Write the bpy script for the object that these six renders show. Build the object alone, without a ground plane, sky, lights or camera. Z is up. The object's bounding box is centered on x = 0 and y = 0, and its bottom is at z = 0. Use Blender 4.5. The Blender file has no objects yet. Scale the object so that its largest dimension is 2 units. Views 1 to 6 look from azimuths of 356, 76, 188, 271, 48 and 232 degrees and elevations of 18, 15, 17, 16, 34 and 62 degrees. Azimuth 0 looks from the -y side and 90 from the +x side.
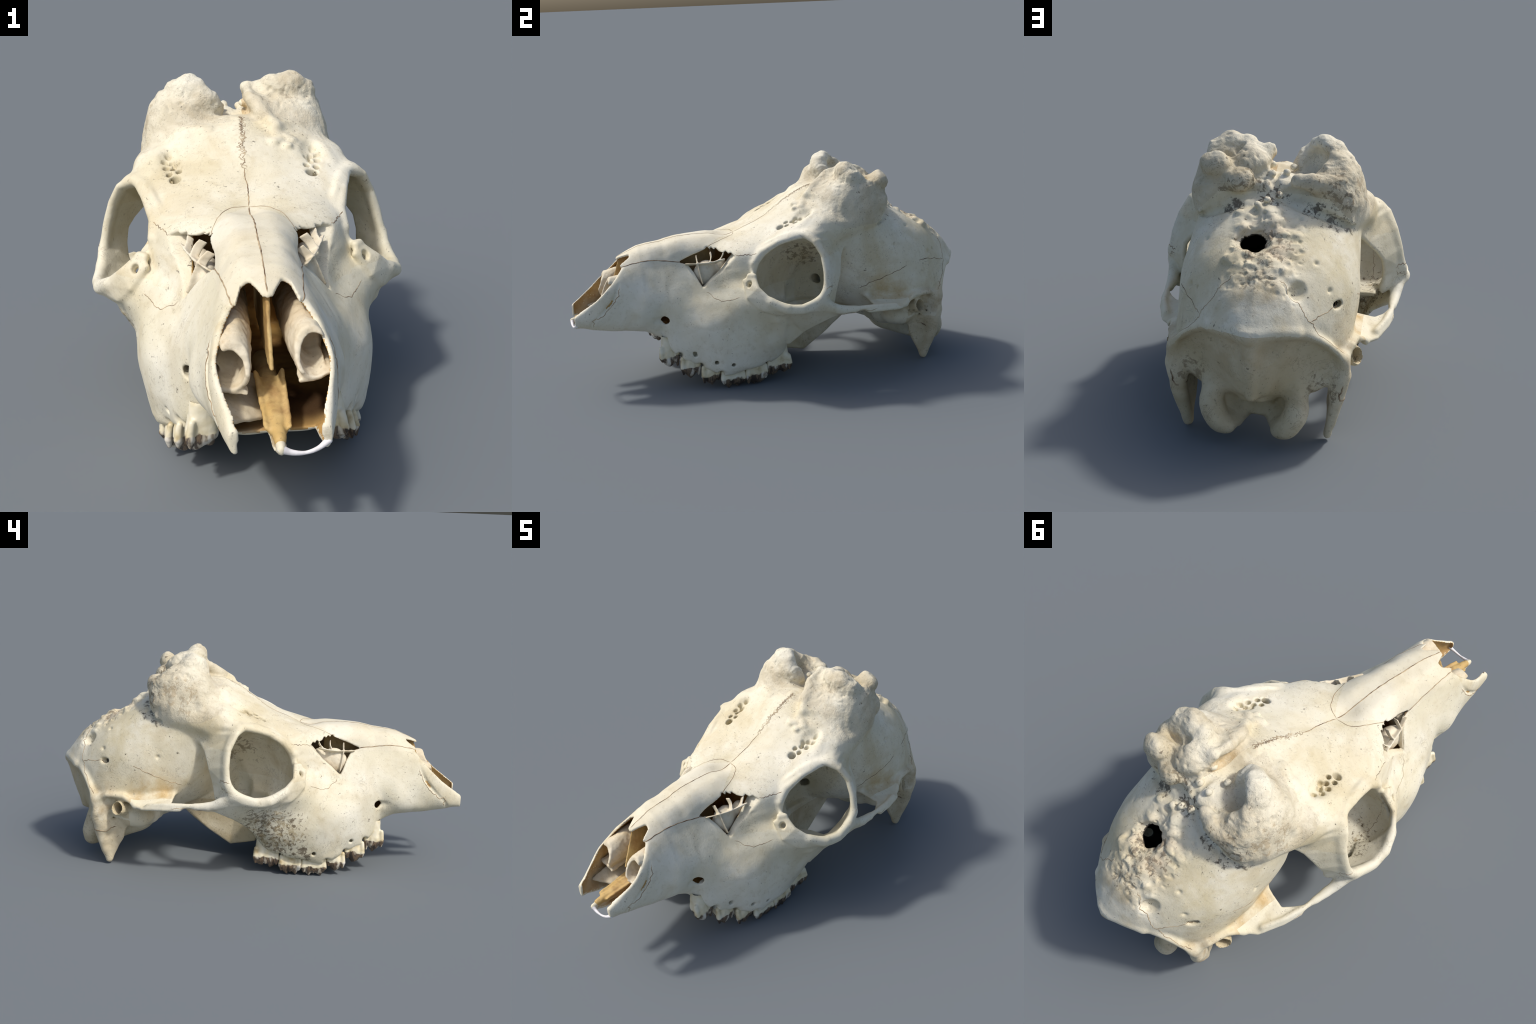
"""Old weathered deer skull (antlers shed), modelled as a signed-distance solid:
lofted cross-sections for face and braincase, plates for orbit and arches,
lumps for the pedicles, then meshed with surface nets, cut into its bones,
plus teeth, turbinates, sutures and small separate pieces."""
import bpy, math
import numpy as np

H = 0.0044                      # voxel size of the body
XM, Y0, Y1, Z0, Z1 = 0.545, -1.03, 1.045, -0.02, 1.10
rng = np.random.default_rng(7)
F = np.float32

# ------------------------------------------------------------------ noise
_perm = np.random.default_rng(3).permutation(256).astype(np.int32)
_grad = np.random.default_rng(4).normal(size=(256, 3)).astype(F)
_grad /= np.linalg.norm(_grad, axis=1, keepdims=True)


def perlin(P, freq, seed=0):
    p = (P * freq + 17.3 * (seed + 1)).astype(F)
    i = np.floor(p).astype(np.int32)
    f = p - i
    w = f * f * f * (f * (f * 6 - 15) + 10)
    out = 0
    for dx in (0, 1):
        for dy in (0, 1):
            for dz in (0, 1):
                h = _perm[(_perm[(_perm[(i[:, 0] + dx) & 255] + i[:, 1] + dy) & 255] + i[:, 2] + dz) & 255]
                g = _grad[h]
                v = g[:, 0] * (f[:, 0] - dx) + g[:, 1] * (f[:, 1] - dy) + g[:, 2] * (f[:, 2] - dz)
                wx = w[:, 0] if dx else 1 - w[:, 0]
                wy = w[:, 1] if dy else 1 - w[:, 1]
                wz = w[:, 2] if dz else 1 - w[:, 2]
                out = out + v * wx * wy * wz
    return out


# ------------------------------------------------------------------ distance fields
def smin(a, b, k):
    if k <= 0:
        return np.minimum(a, b)
    h = np.maximum(k - np.abs(a - b), 0) / k
    return np.minimum(a, b) - h * h * (k * 0.25)


def smax(a, b, k):
    return -smin(-a, -b, k)


def sstep(a, b, x):
    t = np.clip((x - a) / (b - a), 0, 1)
    return t * t * (3 - 2 * t)


class Solid:
    """A block of voxels holding a signed distance."""

    def __init__(self, lo, hi, h):
        self.h = h
        self.ax = [np.arange(l, u + h * 0.5, h).astype(F) for l, u in zip(lo, hi)]
        self.D = np.full([len(a) for a in self.ax], 0.25, F)

    def cut(self, lo, hi):
        s = []
        for a, l, u in zip(self.ax, lo, hi):
            i0, i1 = np.searchsorted(a, l), np.searchsorted(a, u, side="right")
            if i1 <= i0:
                return None
            s.append(slice(i0, i1))
        return tuple(s)

    def coords(self, s):
        return (self.ax[0][s[0]][:, None, None], self.ax[1][s[1]][None, :, None], self.ax[2][s[2]][None, None, :])

    def op(self, shape, mode="add", k=0.02):
        lo, hi, fn = shape
        m = k + 3 * self.h
        s = self.cut(np.array(lo) - m, np.array(hi) + m)
        if s is None:
            return
        d = fn(*self.coords(s))
        if mode == "add":
            self.D[s] = smin(self.D[s], d, k)
        else:
            self.D[s] = smax(self.D[s], -d, k)

    def add(self, shape, k=0.02):
        self.op(shape, "add", k)

    def sub(self, shape, k=0.01):
        self.op(shape, "sub", k)


def rotation(axis_z, up=(0, 0, 1)):
    """Rows are local x, y, z; local z runs along axis_z."""
    z = np.array(axis_z, float)
    z /= np.linalg.norm(z)
    x = np.cross(up, z)
    if np.linalg.norm(x) < 1e-3:
        x = np.array([1.0, 0, 0])
    x /= np.linalg.norm(x)
    return np.array([x, np.cross(z, x), z])


def ball(c, r, R=None):
    c, r = np.array(c, float), np.array([r] * 3 if np.isscalar(r) else r, float)
    ext = r if R is None else np.full(3, r.max())

    def fn(X, Y, Z):
        p = [X - F(c[0]), Y - F(c[1]), Z - F(c[2])]
        if R is not None:
            p = [F(q[0]) * p[0] + F(q[1]) * p[1] + F(q[2]) * p[2] for q in R]
        k0 = np.sqrt(sum((a / F(b)) ** 2 for a, b in zip(p, r))) + F(1e-6)
        k1 = np.sqrt(sum((a / F(b * b)) ** 2 for a, b in zip(p, r))) + F(1e-6)
        return k0 * (k0 - 1) / k1
    return c - ext, c + ext, fn


def rod(pts, rad, k=0.0, flat=None):
    """Chain of tapered capsules through pts; flat=(axis, factor) squeezes it."""
    P = np.array(pts, float)
    r = np.array([rad] * len(P) if np.isscalar(rad) else rad, float)
    m = r.max()

    def fn(X, Y, Z):
        out = None
        for a, b, ra, rb in zip(P[:-1], P[1:], r[:-1], r[1:]):
            ba = b - a
            pa = [X - F(a[0]), Y - F(a[1]), Z - F(a[2])]
            t = np.clip((pa[0] * F(ba[0]) + pa[1] * F(ba[1]) + pa[2] * F(ba[2])) / F(ba @ ba), 0, 1)
            e = [pa[i] - t * F(ba[i]) for i in range(3)]
            if flat:
                e[flat[0]] = e[flat[0]] * F(flat[1])
            d = np.sqrt(e[0] ** 2 + e[1] ** 2 + e[2] ** 2) - (F(ra) + t * F(rb - ra))
            out = d if out is None else smin(out, d, k)
        return out
    return P.min(0) - m, P.max(0) + m, fn


def curve(pts, n=6, closed=False):
    P = np.array(pts, float)
    out = []
    N = len(P)
    for i in range(N if closed else N - 1):
        if closed:
            a, b, c, d = P[i - 1], P[i], P[(i + 1) % N], P[(i + 2) % N]
        else:
            b, c = P[i], P[i + 1]
            a = P[i - 1] if i else 2 * b - c
            d = P[i + 2] if i + 2 < N else 2 * c - b
        for t in np.arange(n) / n:
            out.append(0.5 * (2 * b + (c - a) * t + (2 * a - 5 * b + 4 * c - d) * t * t + (3 * b - a - 3 * c + d) * t ** 3))
    if not closed:
        out.append(P[-1])
    return np.array(out)


def sheet(row_a, row_b, th, n=1):
    """Plate of half-thickness th between two rails (lists of points)."""
    A, B = np.array(row_a, float), np.array(row_b, float)
    tris = []
    for i in range(len(A) - 1):
        tris += [(A[i], A[i + 1], B[i]), (B[i], A[i + 1], B[i + 1])]
    tris = [t for t in tris if np.linalg.norm(np.cross(t[1] - t[0], t[2] - t[0])) > 1e-7]
    allp = np.vstack([A, B])

    def tri(X, Y, Z, a, b, c):
        ba, cb, ac = b - a, c - b, a - c
        nor = np.cross(ba, ac)
        dot = lambda p, v: p[0] * F(v[0]) + p[1] * F(v[1]) + p[2] * F(v[2])
        pa = [X - F(a[0]), Y - F(a[1]), Z - F(a[2])]
        pb = [X - F(b[0]), Y - F(b[1]), Z - F(b[2])]
        pc = [X - F(c[0]), Y - F(c[1]), Z - F(c[2])]
        inside = (np.sign(dot(pa, np.cross(ba, nor))) + np.sign(dot(pb, np.cross(cb, nor))) + np.sign(dot(pc, np.cross(ac, nor)))) >= 2

        def edge(p, e):
            t = np.clip(dot(p, e) / F(e @ e), 0, 1)
            return sum((p[i] - t * F(e[i])) ** 2 for i in range(3))
        de = np.minimum(np.minimum(edge(pa, ba), edge(pb, cb)), edge(pc, ac))
        dn = dot(pa, nor) ** 2 / F(nor @ nor)
        return np.sqrt(np.where(inside, dn, de))

    def fn(X, Y, Z):
        out = None
        for a, b, c in tris:
            d = tri(X, Y, Z, a, b, c)
            out = d if out is None else np.minimum(out, d)
        return out - F(th)
    return allp.min(0) - th, allp.max(0) + th, fn


def side_prism(poly, x0, x1):
    """Polygon in (y, z), extruded in x between x0 and x1."""
    P = np.array(poly, float)
    lo, hi = np.array([x0, *P.min(0)]), np.array([x1, *P.max(0)])

    def fn(X, Y, Z):
        d2 = np.full(np.broadcast(Y, Z).shape, 9, F)
        inside = np.zeros(d2.shape, bool)
        for a, b in zip(P, np.roll(P, -1, 0)):
            e = b - a
            py, pz = Y - F(a[0]), Z - F(a[1])
            t = np.clip((py * F(e[0]) + pz * F(e[1])) / F(e @ e), 0, 1)
            d2 = np.minimum(d2, (py - t * F(e[0])) ** 2 + (pz - t * F(e[1])) ** 2)
            if e[1] != 0:
                cross = ((a[1] > Z) != (b[1] > Z)) & (Y < F(e[0] / e[1]) * (Z - F(a[1])) + F(a[0]))
                inside ^= cross
        d = np.sqrt(d2)
        d = np.where(inside, -d, d)
        return np.maximum(d, np.maximum(F(x0) - X, X - F(x1)))
    return lo, hi, fn


NTH = 256


def section_radius(pts, zc):
    """Radius around (0, zc) of a half section, for angles 0 (up) .. pi (down)."""
    P = np.array(pts, float)
    full = np.vstack([P[:1] * [0, 1], P, P[-1:] * [0, 1]]) if False else P
    C = curve(full, 8)
    th = np.arctan2(C[:, 0], C[:, 1] - zc)
    r = np.hypot(C[:, 0], C[:, 1] - zc)
    th = np.maximum.accumulate(th + np.arange(len(th)) * 1e-7)
    return np.interp(np.linspace(0, math.pi, NTH), th, r)


def loft(stations):
    """stations: list of (y, zc, [(x, z)...]) from nose to rear."""
    ys = np.array([s[0] for s in stations])
    zcs = np.array([s[1] for s in stations])
    R = np.array([section_radius(s[2], s[1]) for s in stations])

    def at(y):
        i = int(np.clip(np.searchsorted(ys, y) - 1, 0, len(ys) - 2))
        h = ys[i + 1] - ys[i]
        t = np.clip((y - ys[i]) / h, 0, 1)

        def m(j):
            if j == 0:
                return (R[1] - R[0]) / (ys[1] - ys[0])
            if j == len(ys) - 1:
                return (R[-1] - R[-2]) / (ys[-1] - ys[-2])
            a, b = (R[j] - R[j - 1]) / (ys[j] - ys[j - 1]), (R[j + 1] - R[j]) / (ys[j + 1] - ys[j])
            return np.where(a * b > 0, 2 * a * b / (a + b + 1e-12), 0)
        m0, m1 = m(i), m(i + 1)
        r = (2 * t ** 3 - 3 * t * t + 1) * R[i] + (t ** 3 - 2 * t * t + t) * h * m0 + (-2 * t ** 3 + 3 * t * t) * R[i + 1] + (t ** 3 - t * t) * h * m1
        return r, float(np.interp(y, ys, zcs))

    def fn(X, Y, Z):
        yy = Y.ravel()
        out = np.empty((X.shape[0], len(yy), Z.shape[2]), F)
        x, z = X[:, 0, :], Z[:, 0, :]
        for j, y in enumerate(yy):
            yc = float(np.clip(y, ys[0], ys[-1]))
            r, zc = at(yc)
            r2, _ = at(min(yc + 0.004, ys[-1]))
            ry = (r2 - r) / 0.004
            rt = np.gradient(r, math.pi / (NTH - 1))
            g = np.sqrt(1 + (rt / r) ** 2 + np.clip(ry, -2, 2) ** 2)
            zz = z - F(zc)
            rho = np.sqrt(x * x + zz * zz)
            th = np.arctan2(np.abs(x), zz) * F((NTH - 1) / math.pi)
            i = np.minimum(th.astype(np.int32), NTH - 2)
            f = th - i
            r32, g32 = r.astype(F), g.astype(F)
            d = (rho - (r32[i] * (1 - f) + r32[i + 1] * f)) / (g32[i] * (1 - f) + g32[i + 1] * f)
            if y != yc:
                d = np.where(d > 0, np.sqrt(d * d + F((y - yc) ** 2)), np.maximum(d, F(abs(y - yc))))
            else:
                d = np.maximum(d, F(max(ys[0] - y, y - ys[-1])))
            out[:, j, :] = d
    # distance only meaningful near the surface
        return out
    return fn, ys


# ------------------------------------------------------------------ cross-sections (half, x >= 0, top to bottom)
FACE = [
    (-0.985, .355, [(0, .40), (.075, .40), (.11, .388), (.12, .355), (.108, .325), (.06, .315), (0, .315)]),
    (-0.90, .38, [(0, .48), (.085, .48), (.128, .455), (.142, .40), (.138, .345), (.105, .307), (.05, .297), (0, .30)]),
    (-0.83, .41, [(0, .55), (.085, .548), (.135, .52), (.156, .45), (.156, .37), (.13, .312), (.08, .287), (0, .29)]),
    (-0.75, .44, [(0, .637), (.05, .627), (.09, .602), (.128, .56), (.158, .49), (.173, .42), (.170, .34), (.135, .297), (.07, .282), (0, .285)]),
    (-0.65, .46, [(0, .677), (.05, .668), (.09, .635), (.12, .59), (.165, .50), (.197, .42), (.20, .35), (.155, .29), (.08, .265), (0, .275)]),
    (-0.590, .45, [(0, .685), (.06, .675), (.10, .635), (.123, .59), (.168, .51), (.197, .43), (.193, .34), (.175, .28), (.15, .25), (.10, .24), (0, .26)]),
    (-0.548, .45, [(0, .690), (.06, .680), (.10, .635), (.125, .59), (.170, .52), (.206, .44), (.222, .35), (.222, .25), (.205, .195), (.12, .20), (0, .24)]),
    (-0.50, .44, [(0, .70), (.06, .69), (.10, .65), (.123, .60), (.165, .53), (.21, .46), (.238, .39), (.248, .30), (.25, .20), (.235, .15), (.17, .15), (.10, .19), (0, .21)]),
    (-0.43, .43, [(0, .708), (.06, .70), (.10, .66), (.125, .60), (.168, .54), (.212, .465), (.252, .405), (.290, .32), (.288, .23), (.272, .16), (.25, .12), (.18, .12), (.10, .17), (0, .19)]),
    (-0.37, .43, [(0, .71), (.06, .705), (.11, .67), (.14, .61), (.18, .545), (.222, .475), (.268, .42), (.318, .33), (.322, .24), (.308, .15), (.290, .095), (.21, .09), (.10, .16), (0, .18)]),
    (-0.30, .43, [(0, .707), (.06, .708), (.12, .672), (.172, .628), (.21, .56), (.240, .488), (.285, .437), (.330, .36), (.345, .27), (.335, .17), (.318, .09), (.295, .065), (.21, .07), (.10, .14), (0, .16)]),
    (-0.20, .42, [(0, .680), (.06, .695), (.16, .688), (.245, .650), (.272, .585), (.287, .53), (.330, .487), (.358, .43), (.352, .35), (.358, .25), (.342, .16), (.312, .085), (.21, .08), (.10, .14), (0, .15)]),
    (-0.10, .42, [(0, .712), (.10, .712), (.20, .700), (.285, .658), (.312, .60), (.350, .54), (.415, .47), (.438, .430), (.405, .37), (.375, .30), (.362, .22), (.335, .15), (.305, .095), (.21, .09), (.10, .14), (0, .15)]),
    (-0.03, .42, [(0, .735), (.10, .73), (.20, .70), (.29, .68), (.33, .64), (.39, .57), (.44, .48), (.455, .43), (.425, .37), (.385, .285), (.345, .20), (.295, .125), (.20, .11), (.10, .15), (0, .15)]),
    (0.015, .42, [(0, .75), (.10, .74), (.20, .72), (.29, .70), (.30, .63), (.29, .54), (.26, .47), (.26, .40), (.27, .33), (.285, .27), (.295, .21), (.26, .155), (.18, .13), (.10, .16), (0, .17)]),
    (0.06, .42, [(0, .74), (.10, .73), (.18, .70), (.18, .62), (.14, .54), (.11, .47), (.10, .40), (.12, .33), (.15, .27), (.17, .22), (.15, .18), (.09, .18), (0, .19)]),
]
CRAN = [
    (-0.26, .55, [(0, .66), (.10, .66), (.18, .64), (.22, .60), (.20, .57), (.14, .5), (.11, .4), (.09, .33), (0, .31)]),
    (-0.12, .55, [(0, .718), (.10, .718), (.20, .692), (.262, .652), (.24, .60), (.17, .5), (.13, .4), (.10, .3), (0, .28)]),
    (-0.02, .55, [(0, .763), (.10, .762), (.20, .742), (.285, .718), (.285, .67), (.22, .60), (.15, .5), (.11, .4), (.08, .3), (0, .28)]),
    (0.06, .55, [(0, .821), (.10, .804), (.20, .780), (.285, .762), (.335, .728), (.30, .68), (.22, .60), (.14, .5), (.09, .4), (.06, .33), (0, .30)]),
    (0.15, .55, [(0, .876), (.10, .858), (.20, .834), (.265, .816), (.31, .77), (.335, .73), (.30, .69), (.20, .61), (.105, .52), (.065, .42), (.05, .34), (0, .31)]),
    (0.225, .56, [(0, .907), (.10, .888), (.20, .860), (.28, .81), (.315, .75), (.28, .68), (.19, .59), (.115, .50), (.08, .42), (.06, .33), (0, .30)]),
    (0.285, .56, [(0, .908), (.10, .898), (.20, .870), (.28, .82), (.315, .75), (.30, .67), (.272, .58), (.252, .49), (.212, .42), (.11, .33), (0, .29)]),
    (0.35, .55, [(0, .885), (.10, .88), (.20, .87), (.28, .81), (.312, .72), (.312, .62), (.300, .52), (.268, .42), (.16, .31), (0, .27)]),
    (0.45, .52, [(0, .86), (.12, .85), (.22, .80), (.285, .74), (.315, .66), (.322, .56), (.31, .45), (.28, .36), (.18, .27), (0, .24)]),
    (0.55, .50, [(0, .825), (.12, .81), (.21, .77), (.28, .70), (.32, .60), (.333, .50), (.322, .40), (.285, .33), (.19, .25), (0, .21)]),
    (0.65, .48, [(0, .765), (.12, .755), (.20, .72), (.265, .655), (.31, .57), (.322, .47), (.32, .38), (.295, .30), (.20, .22), (0, .17)]),
    (0.75, .46, [(0, .705), (.10, .70), (.19, .66), (.245, .60), (.28, .52), (.296, .44), (.305, .36), (.29, .27), (.19, .19), (0, .15)]),
    (0.82, .43, [(0, .674), (.10, .655), (.17, .605), (.215, .55), (.24, .48), (.255, .40), (.255, .33), (.225, .26), (.16, .20), (0, .17)]),
    (0.86, .42, [(0, .652), (.10, .624), (.16, .565), (.205, .50), (.205, .43), (.17, .36), (.145, .29), (.10, .22), (0, .19)]),
    (0.90, .42, [(0, .618), (.10, .588), (.15, .53), (.175, .47), (.14, .41), (.105, .34), (.08, .28), (.05, .23), (0, .22)]),
    (0.95, .45, [(0, .556), (.07, .540), (.115, .485), (.095, .445), (.06, .40), (.04, .36), (0, .33)]),
    (0.995, .47, [(0, .49), (.03, .487), (.036, .472), (.02, .455), (0, .45)]),
]
# orbit rim, measured round the opening (x mirrored)
RIM = [(.340, .061, .734), (.300, -.046, .702), (.275, -.112, .639), (.335, -.147, .564), (.395, -.144, .515), (.455, -.093, .461),
       (.490, -.034, .428), (.500, .036, .424), (.490, .115, .449), (.483, .148, .491), (.462, .156, .574), (.435, .151, .649), (.395, .120, .712)]


def xi0(y):
    return float(np.interp(y, [.55, .65, .75, .82, .89], [.825, .765, .705, .672, .625]))


def build_body():
    for y, zc, pts in FACE:            # snout a touch wider
        if y < -.15:
            pts[:] = [(x * 1.025, z) for x, z in pts]
    half = Solid((0, Y0, Z0), (XM, Y1, Z1), H)
    face_fn, _ = loft(FACE)
    cran_fn, _ = loft(CRAN)
    A = half.ax
    sf = half.cut((0, -1.03, Z0), (XM, 0.16, Z1))
    sc = half.cut((0, -0.30, Z0), (0.45, Y1, Z1))
    dface = np.full(half.D.shape, .25, F)
    dface[sf] = face_fn(*half.coords(sf))
    half.D = np.minimum(half.D, dface)
    dcran = np.full(half.D.shape, .25, F)
    dcran[sc] = cran_fn(*half.coords(sc))
    half.D = smin(half.D, dcran, .03)

    # ---- orbit: scoop the eye socket, then set the rim and its plates
    rim = np.array(RIM)
    c = rim.mean(0)
    n = np.linalg.svd(rim - c)[2][2]
    n *= np.sign(n[0])
    Rr = rotation(n)
    half.sub(ball(c - n * .10, (.182, .190, .235), Rr), .012)
    half.sub(ball((.205, .075, .295), (.075, .13, .115)), .02)
    half.sub(ball((.30, .0, .435), (.085, .105, .100)), .02)
    half.add(sheet([(.19, -.12, .335), (.34, -.12, .335), (.40, -.06, .350)], [(.20, .0, .325), (.29, .055, .328), (.365, .070, .335)], .012), .02)
    half.sub(rod([c - n * .02, c + n * .25], .154), .010)
    ring = curve(c + (rim - c) * 1.065 - n * .012, 4, True)
    half.add(rod(np.vstack([ring, ring[:1]]), .0075), .02)
    half.add(sheet([(.478, .152, .491), (.482, .120, .449), (.490, .040, .426), (.476, -.03, .430)],
                   [(.400, .20, .42), (.392, .14, .380), (.402, .07, .370), (.375, .01, .36)], .009), .03)
    half.add(sheet([(.337, -.150, .558), (.395, -.148, .512), (.450, -.097, .458), (.482, -.034, .428)],
                   [(.318, -.195, .535), (.370, -.190, .468), (.415, -.13, .415), (.445, -.05, .395)], .011), .02)
    # postorbital bar (a plate facing back and outwards)
    half.add(sheet([(.355, .10, .738), (.405, .128, .712), (.436, .160, .649), (.460, .166, .574), (.474, .158, .491), (.478, .125, .445)],
                   [(.290, .31, .675), (.338, .270, .615), (.375, .255, .580), (.400, .243, .545), (.408, .225, .49), (.405, .205, .40)], .012), .03)
    # cheek: plate from the lower rim to the masseter edge
    half.add(sheet([(.480, .115, .446), (.490, .036, .424), (.478, -.034, .428), (.443, -.093, .455)],
                   [(.450, .24, .375), (.408, .13, .318), (.362, .07, .270), (.33, .01, .21)], .013), .03)
    # zygomatic arch
    half.add(rod([(.468, .14, .43), (.458, .215, .388), (.450, .30, .372)], [.018, .02, .015]), .025)
    half.add(rod([(.450, .25, .374), (.446, .36, .374), (.43, .45, .368), (.40, .53, .352)], [.017, .0135, .012, .012], flat=(0, 1.1)), .02)
    half.add(sheet([(.450, .38, .355), (.438, .46, .348), (.402, .56, .335), (.352, .605, .33)],
                   [(.432, .37, .362), (.388, .43, .362), (.325, .425, .37), (.285, .42, .38)], .009), .025)
    half.add(rod([(.36, .605, .345), (.335, .66, .372), (.325, .74, .372), (.30, .80, .335)], [.012, .013, .013, .012]), .03)
    half.add(sheet([(.362, .60, .335), (.352, .52, .352), (.335, .46, .368)], [(.318, .68, .36), (.310, .56, .372), (.30, .47, .385)], .009), .02)
    # antler-base side wall down to the postorbital bar
    half.add(ball((.285, .225, .762), (.068, .09, .052)), .04)
    half.add(sheet([(.30, .10, .748), (.36, .13, .735), (.34, .21, .735)], [(.25, .20, .785), (.265, .26, .79), (.285, .30, .75)], .014), .04)

    # ---- ear region and skull base
    half.add(ball((.235, .61, .25), (.075, .09, .06)), .03)
    half.add(ball((.16, .58, .235), (.06, .08, .06)), .03)
    half.sub(ball((.325, .628, .318), (.045, .034, .032)), .012)
    ax = np.array([.75, .45, .25])
    tip = np.array([.332, .680, .310])
    half.add(rod([(.25, .635, .29), tip], [.038, .037]), .014)
    half.sub(rod([tip - ax * .10, tip + ax * .05], [.022, .028]), .004)
    half.sub(ball((.365, .705, .345), .028), .008)
    half.add(rod([(.0, .45, .255), (.0, .60, .20), (.0, .72, .15), (0, .84, .16)], [.05, .06, .065, .05]), .04)
    half.add(rod([(.05, .53, .20), (.055, .565, .165)], [.03, .02]), .02)
    # mastoid and paroccipital process
    half.add(rod([(.290, .785, .33), (.288, .772, .25), (.285, .762, .20)], [.03, .032, .028]), .03)
    half.add(sheet([(.302, .80, .25), (.278, .775, .14), (.256, .742, .018)], [(.255, .66, .21), (.25, .675, .14), (.254, .735, .016)], .011), .025)
    half.add(rod([(.295, .79, .27), (.280, .775, .16), (.266, .757, .08), (.256, .738, .024)], [.028, .024, .019, .012]), .02)
    # condyle
    half.add(rod(curve([(.140, .82, .235), (.152, .838, .165), (.138, .848, .115), (.115, .848, .085), (.093, .842, .070)], 3),
                 np.interp(np.linspace(0, 1, 13), [0, .4, .75, 1], [.04, .047, .042, .026])), .025)
    half.sub(ball((0, .88, .125), (.080, .13, .055)), .02)
    half.add(rod([(.092, .838, .072), (.075, .79, .068), (.05, .72, .095), (.04, .62, .15)], [.026, .030, .038, .05]), .03)
    half.add(rod([(0, .60, .16), (0, .70, .115), (0, .75, .11)], [.05, .04, .025]), .04)
    half.add(sheet([(.145, .80, .21), (.128, .83, .13), (.095, .83, .085)], [(.05, .70, .17), (.05, .70, .13), (.05, .71, .10)], .012), .02)
    # nuchal crest
    half.add(rod(curve([(0, .99, .467), (.06, .955, .474), (.12, .915, .468), (.185, .88, .452), (.25, .84, .405), (.30, .805, .345), (.315, .79, .28)], 2), .013), .03)
    half.sub(ball((.085, .985, .395), (.065, .05, .05)), .025)
    half.add(rod([(0, .972, .45), (0, .945, .34), (0, .91, .22)], .014), .04)
    half.add(rod([(.075, .945, .476), (.15, .915, .468)], [.020, .016]), .02)
    half.sub(ball((.17, .925, .395), (.045, .035, .035)), .03)
    half.sub(ball((.235, .89, .29), (.055, .07, .08)), .04)
    # temporal line
    half.add(rod([(.30, .34, .72), (.295, .42, .745), (.27, .50, .745)], .014), .03)

    # ---- pterygoid and palatine plates behind the palate
    half.add(sheet([(.10, -.02, .30), (.08, .12, .32), (.07, .26, .31), (.075, .40, .27)],
                   [(.15, .03, .12), (.085, .15, .075), (.075, .26, .145), (.07, .36, .225)], .012), .02)

    half.add(rod([(.045, .08, .31), (.05, .28, .30), (.04, .40, .27)], .028), .02)

    # ---- nasal cavity
    D, X, Y, Z = half.D, A[0][:, None, None], A[1][None, :, None], A[2][None, None, :]
    s = half.cut((0, -1.03, 0.2), (.32, -0.03, .75))
    x, y, z = half.coords(s)
    floor = np.interp(A[1][s[1]], [-1, -.8, -.6, -.3], [.33, .305, .30, .29])[None, :, None].astype(F)
    wide = np.interp(A[1][s[1]], [-1, -.75, -.55, -.35, -.1], [.3, .3, .19, .18, .16])[None, :, None].astype(F)
    cav = np.maximum(np.maximum(dface[s] + F(.017), floor - z), np.maximum(x - wide, y + F(.10)))
    half.D[s] = smax(half.D[s], -cav, .012)
    # front opening: above the premaxilla edge, ahead of the nasals
    s = half.cut((0, -1.03, 0.28), (.3, -0.60, .75))
    x, y, z = half.coords(s)
    ye = np.interp(A[0][s[0]], [0, .014, .042, .062, .078, .095, .3], [-.762, -.758, -.70, -.705, -.752, -.735, -.735])[:, None, None].astype(F)
    zo = np.interp(A[1][s[1]], [-1.03, -.986, -.876, -.80, -.768, -.735], [.375, .385, .465, .535, .566, .605])[None, :, None].astype(F)
    half.D[s] = smax(half.D[s], -np.maximum(y - ye, zo - z), .008)
    half.sub(side_prism([(-1.06, .322), (-1.06, .7), (-.955, .7), (-.955, .322)], -.01, .092), .01)
    # palatine fissures beside the middle bar
    half.sub(side_prism([(-1.05, .25), (-1.05, .345), (-.93, .345), (-.86, .33), (-.81, .25)], .022, .094), .012)
    half.add(rod([(0, -.988, .335), (0, -.90, .345), (0, -.78, .33)], [.016, .022, .03], flat=(0, 1.3)), .012)

    # ---- opening in front of the orbit (lacrimal vacuity)
    jag = []
    for i, (a, b) in enumerate(zip([(-.336, .658)], [(-.222, .640)])):
        for t in np.linspace(0, 1, 13):
            jag.append((a[0] + (b[0] - a[0]) * t, a[1] + (b[1] - a[1]) * t + (.006 if int(t * 12) % 2 else -.004)))
    vac = [(-.372, .492), (-.40, .555), (-.424, .592), (-.462, .604), (-.40, .630)] + jag + [(-.25, .605), (-.29, .56), (-.33, .53)]
    half.sub(side_prism(vac, .07, .30), .006)

    # groove between premaxilla and maxilla
    half.sub(rod(curve([(.150, -.765, .535), (.160, -.796, .468), (.160, -.856, .400), (.148, -.90, .358), (.128, -.915, .318)], 3), .0065), .006)
    # ---- foramina
    half.sub(ball((.236, -.600, .345), (.036, .034, .026)), .015)
    half.sub(rod([(.212, -.598, .347), (.192, -.49, .352)], [.017, .013]), .008)
    half.sub(rod([(.214, .008, .77), (.222, .025, .72), (.27, .09, .62)], [.017, .014, .03]), .006)
    half.sub(ball((.235, .085, .815), (.034, .075, .032)), .03)
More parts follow.
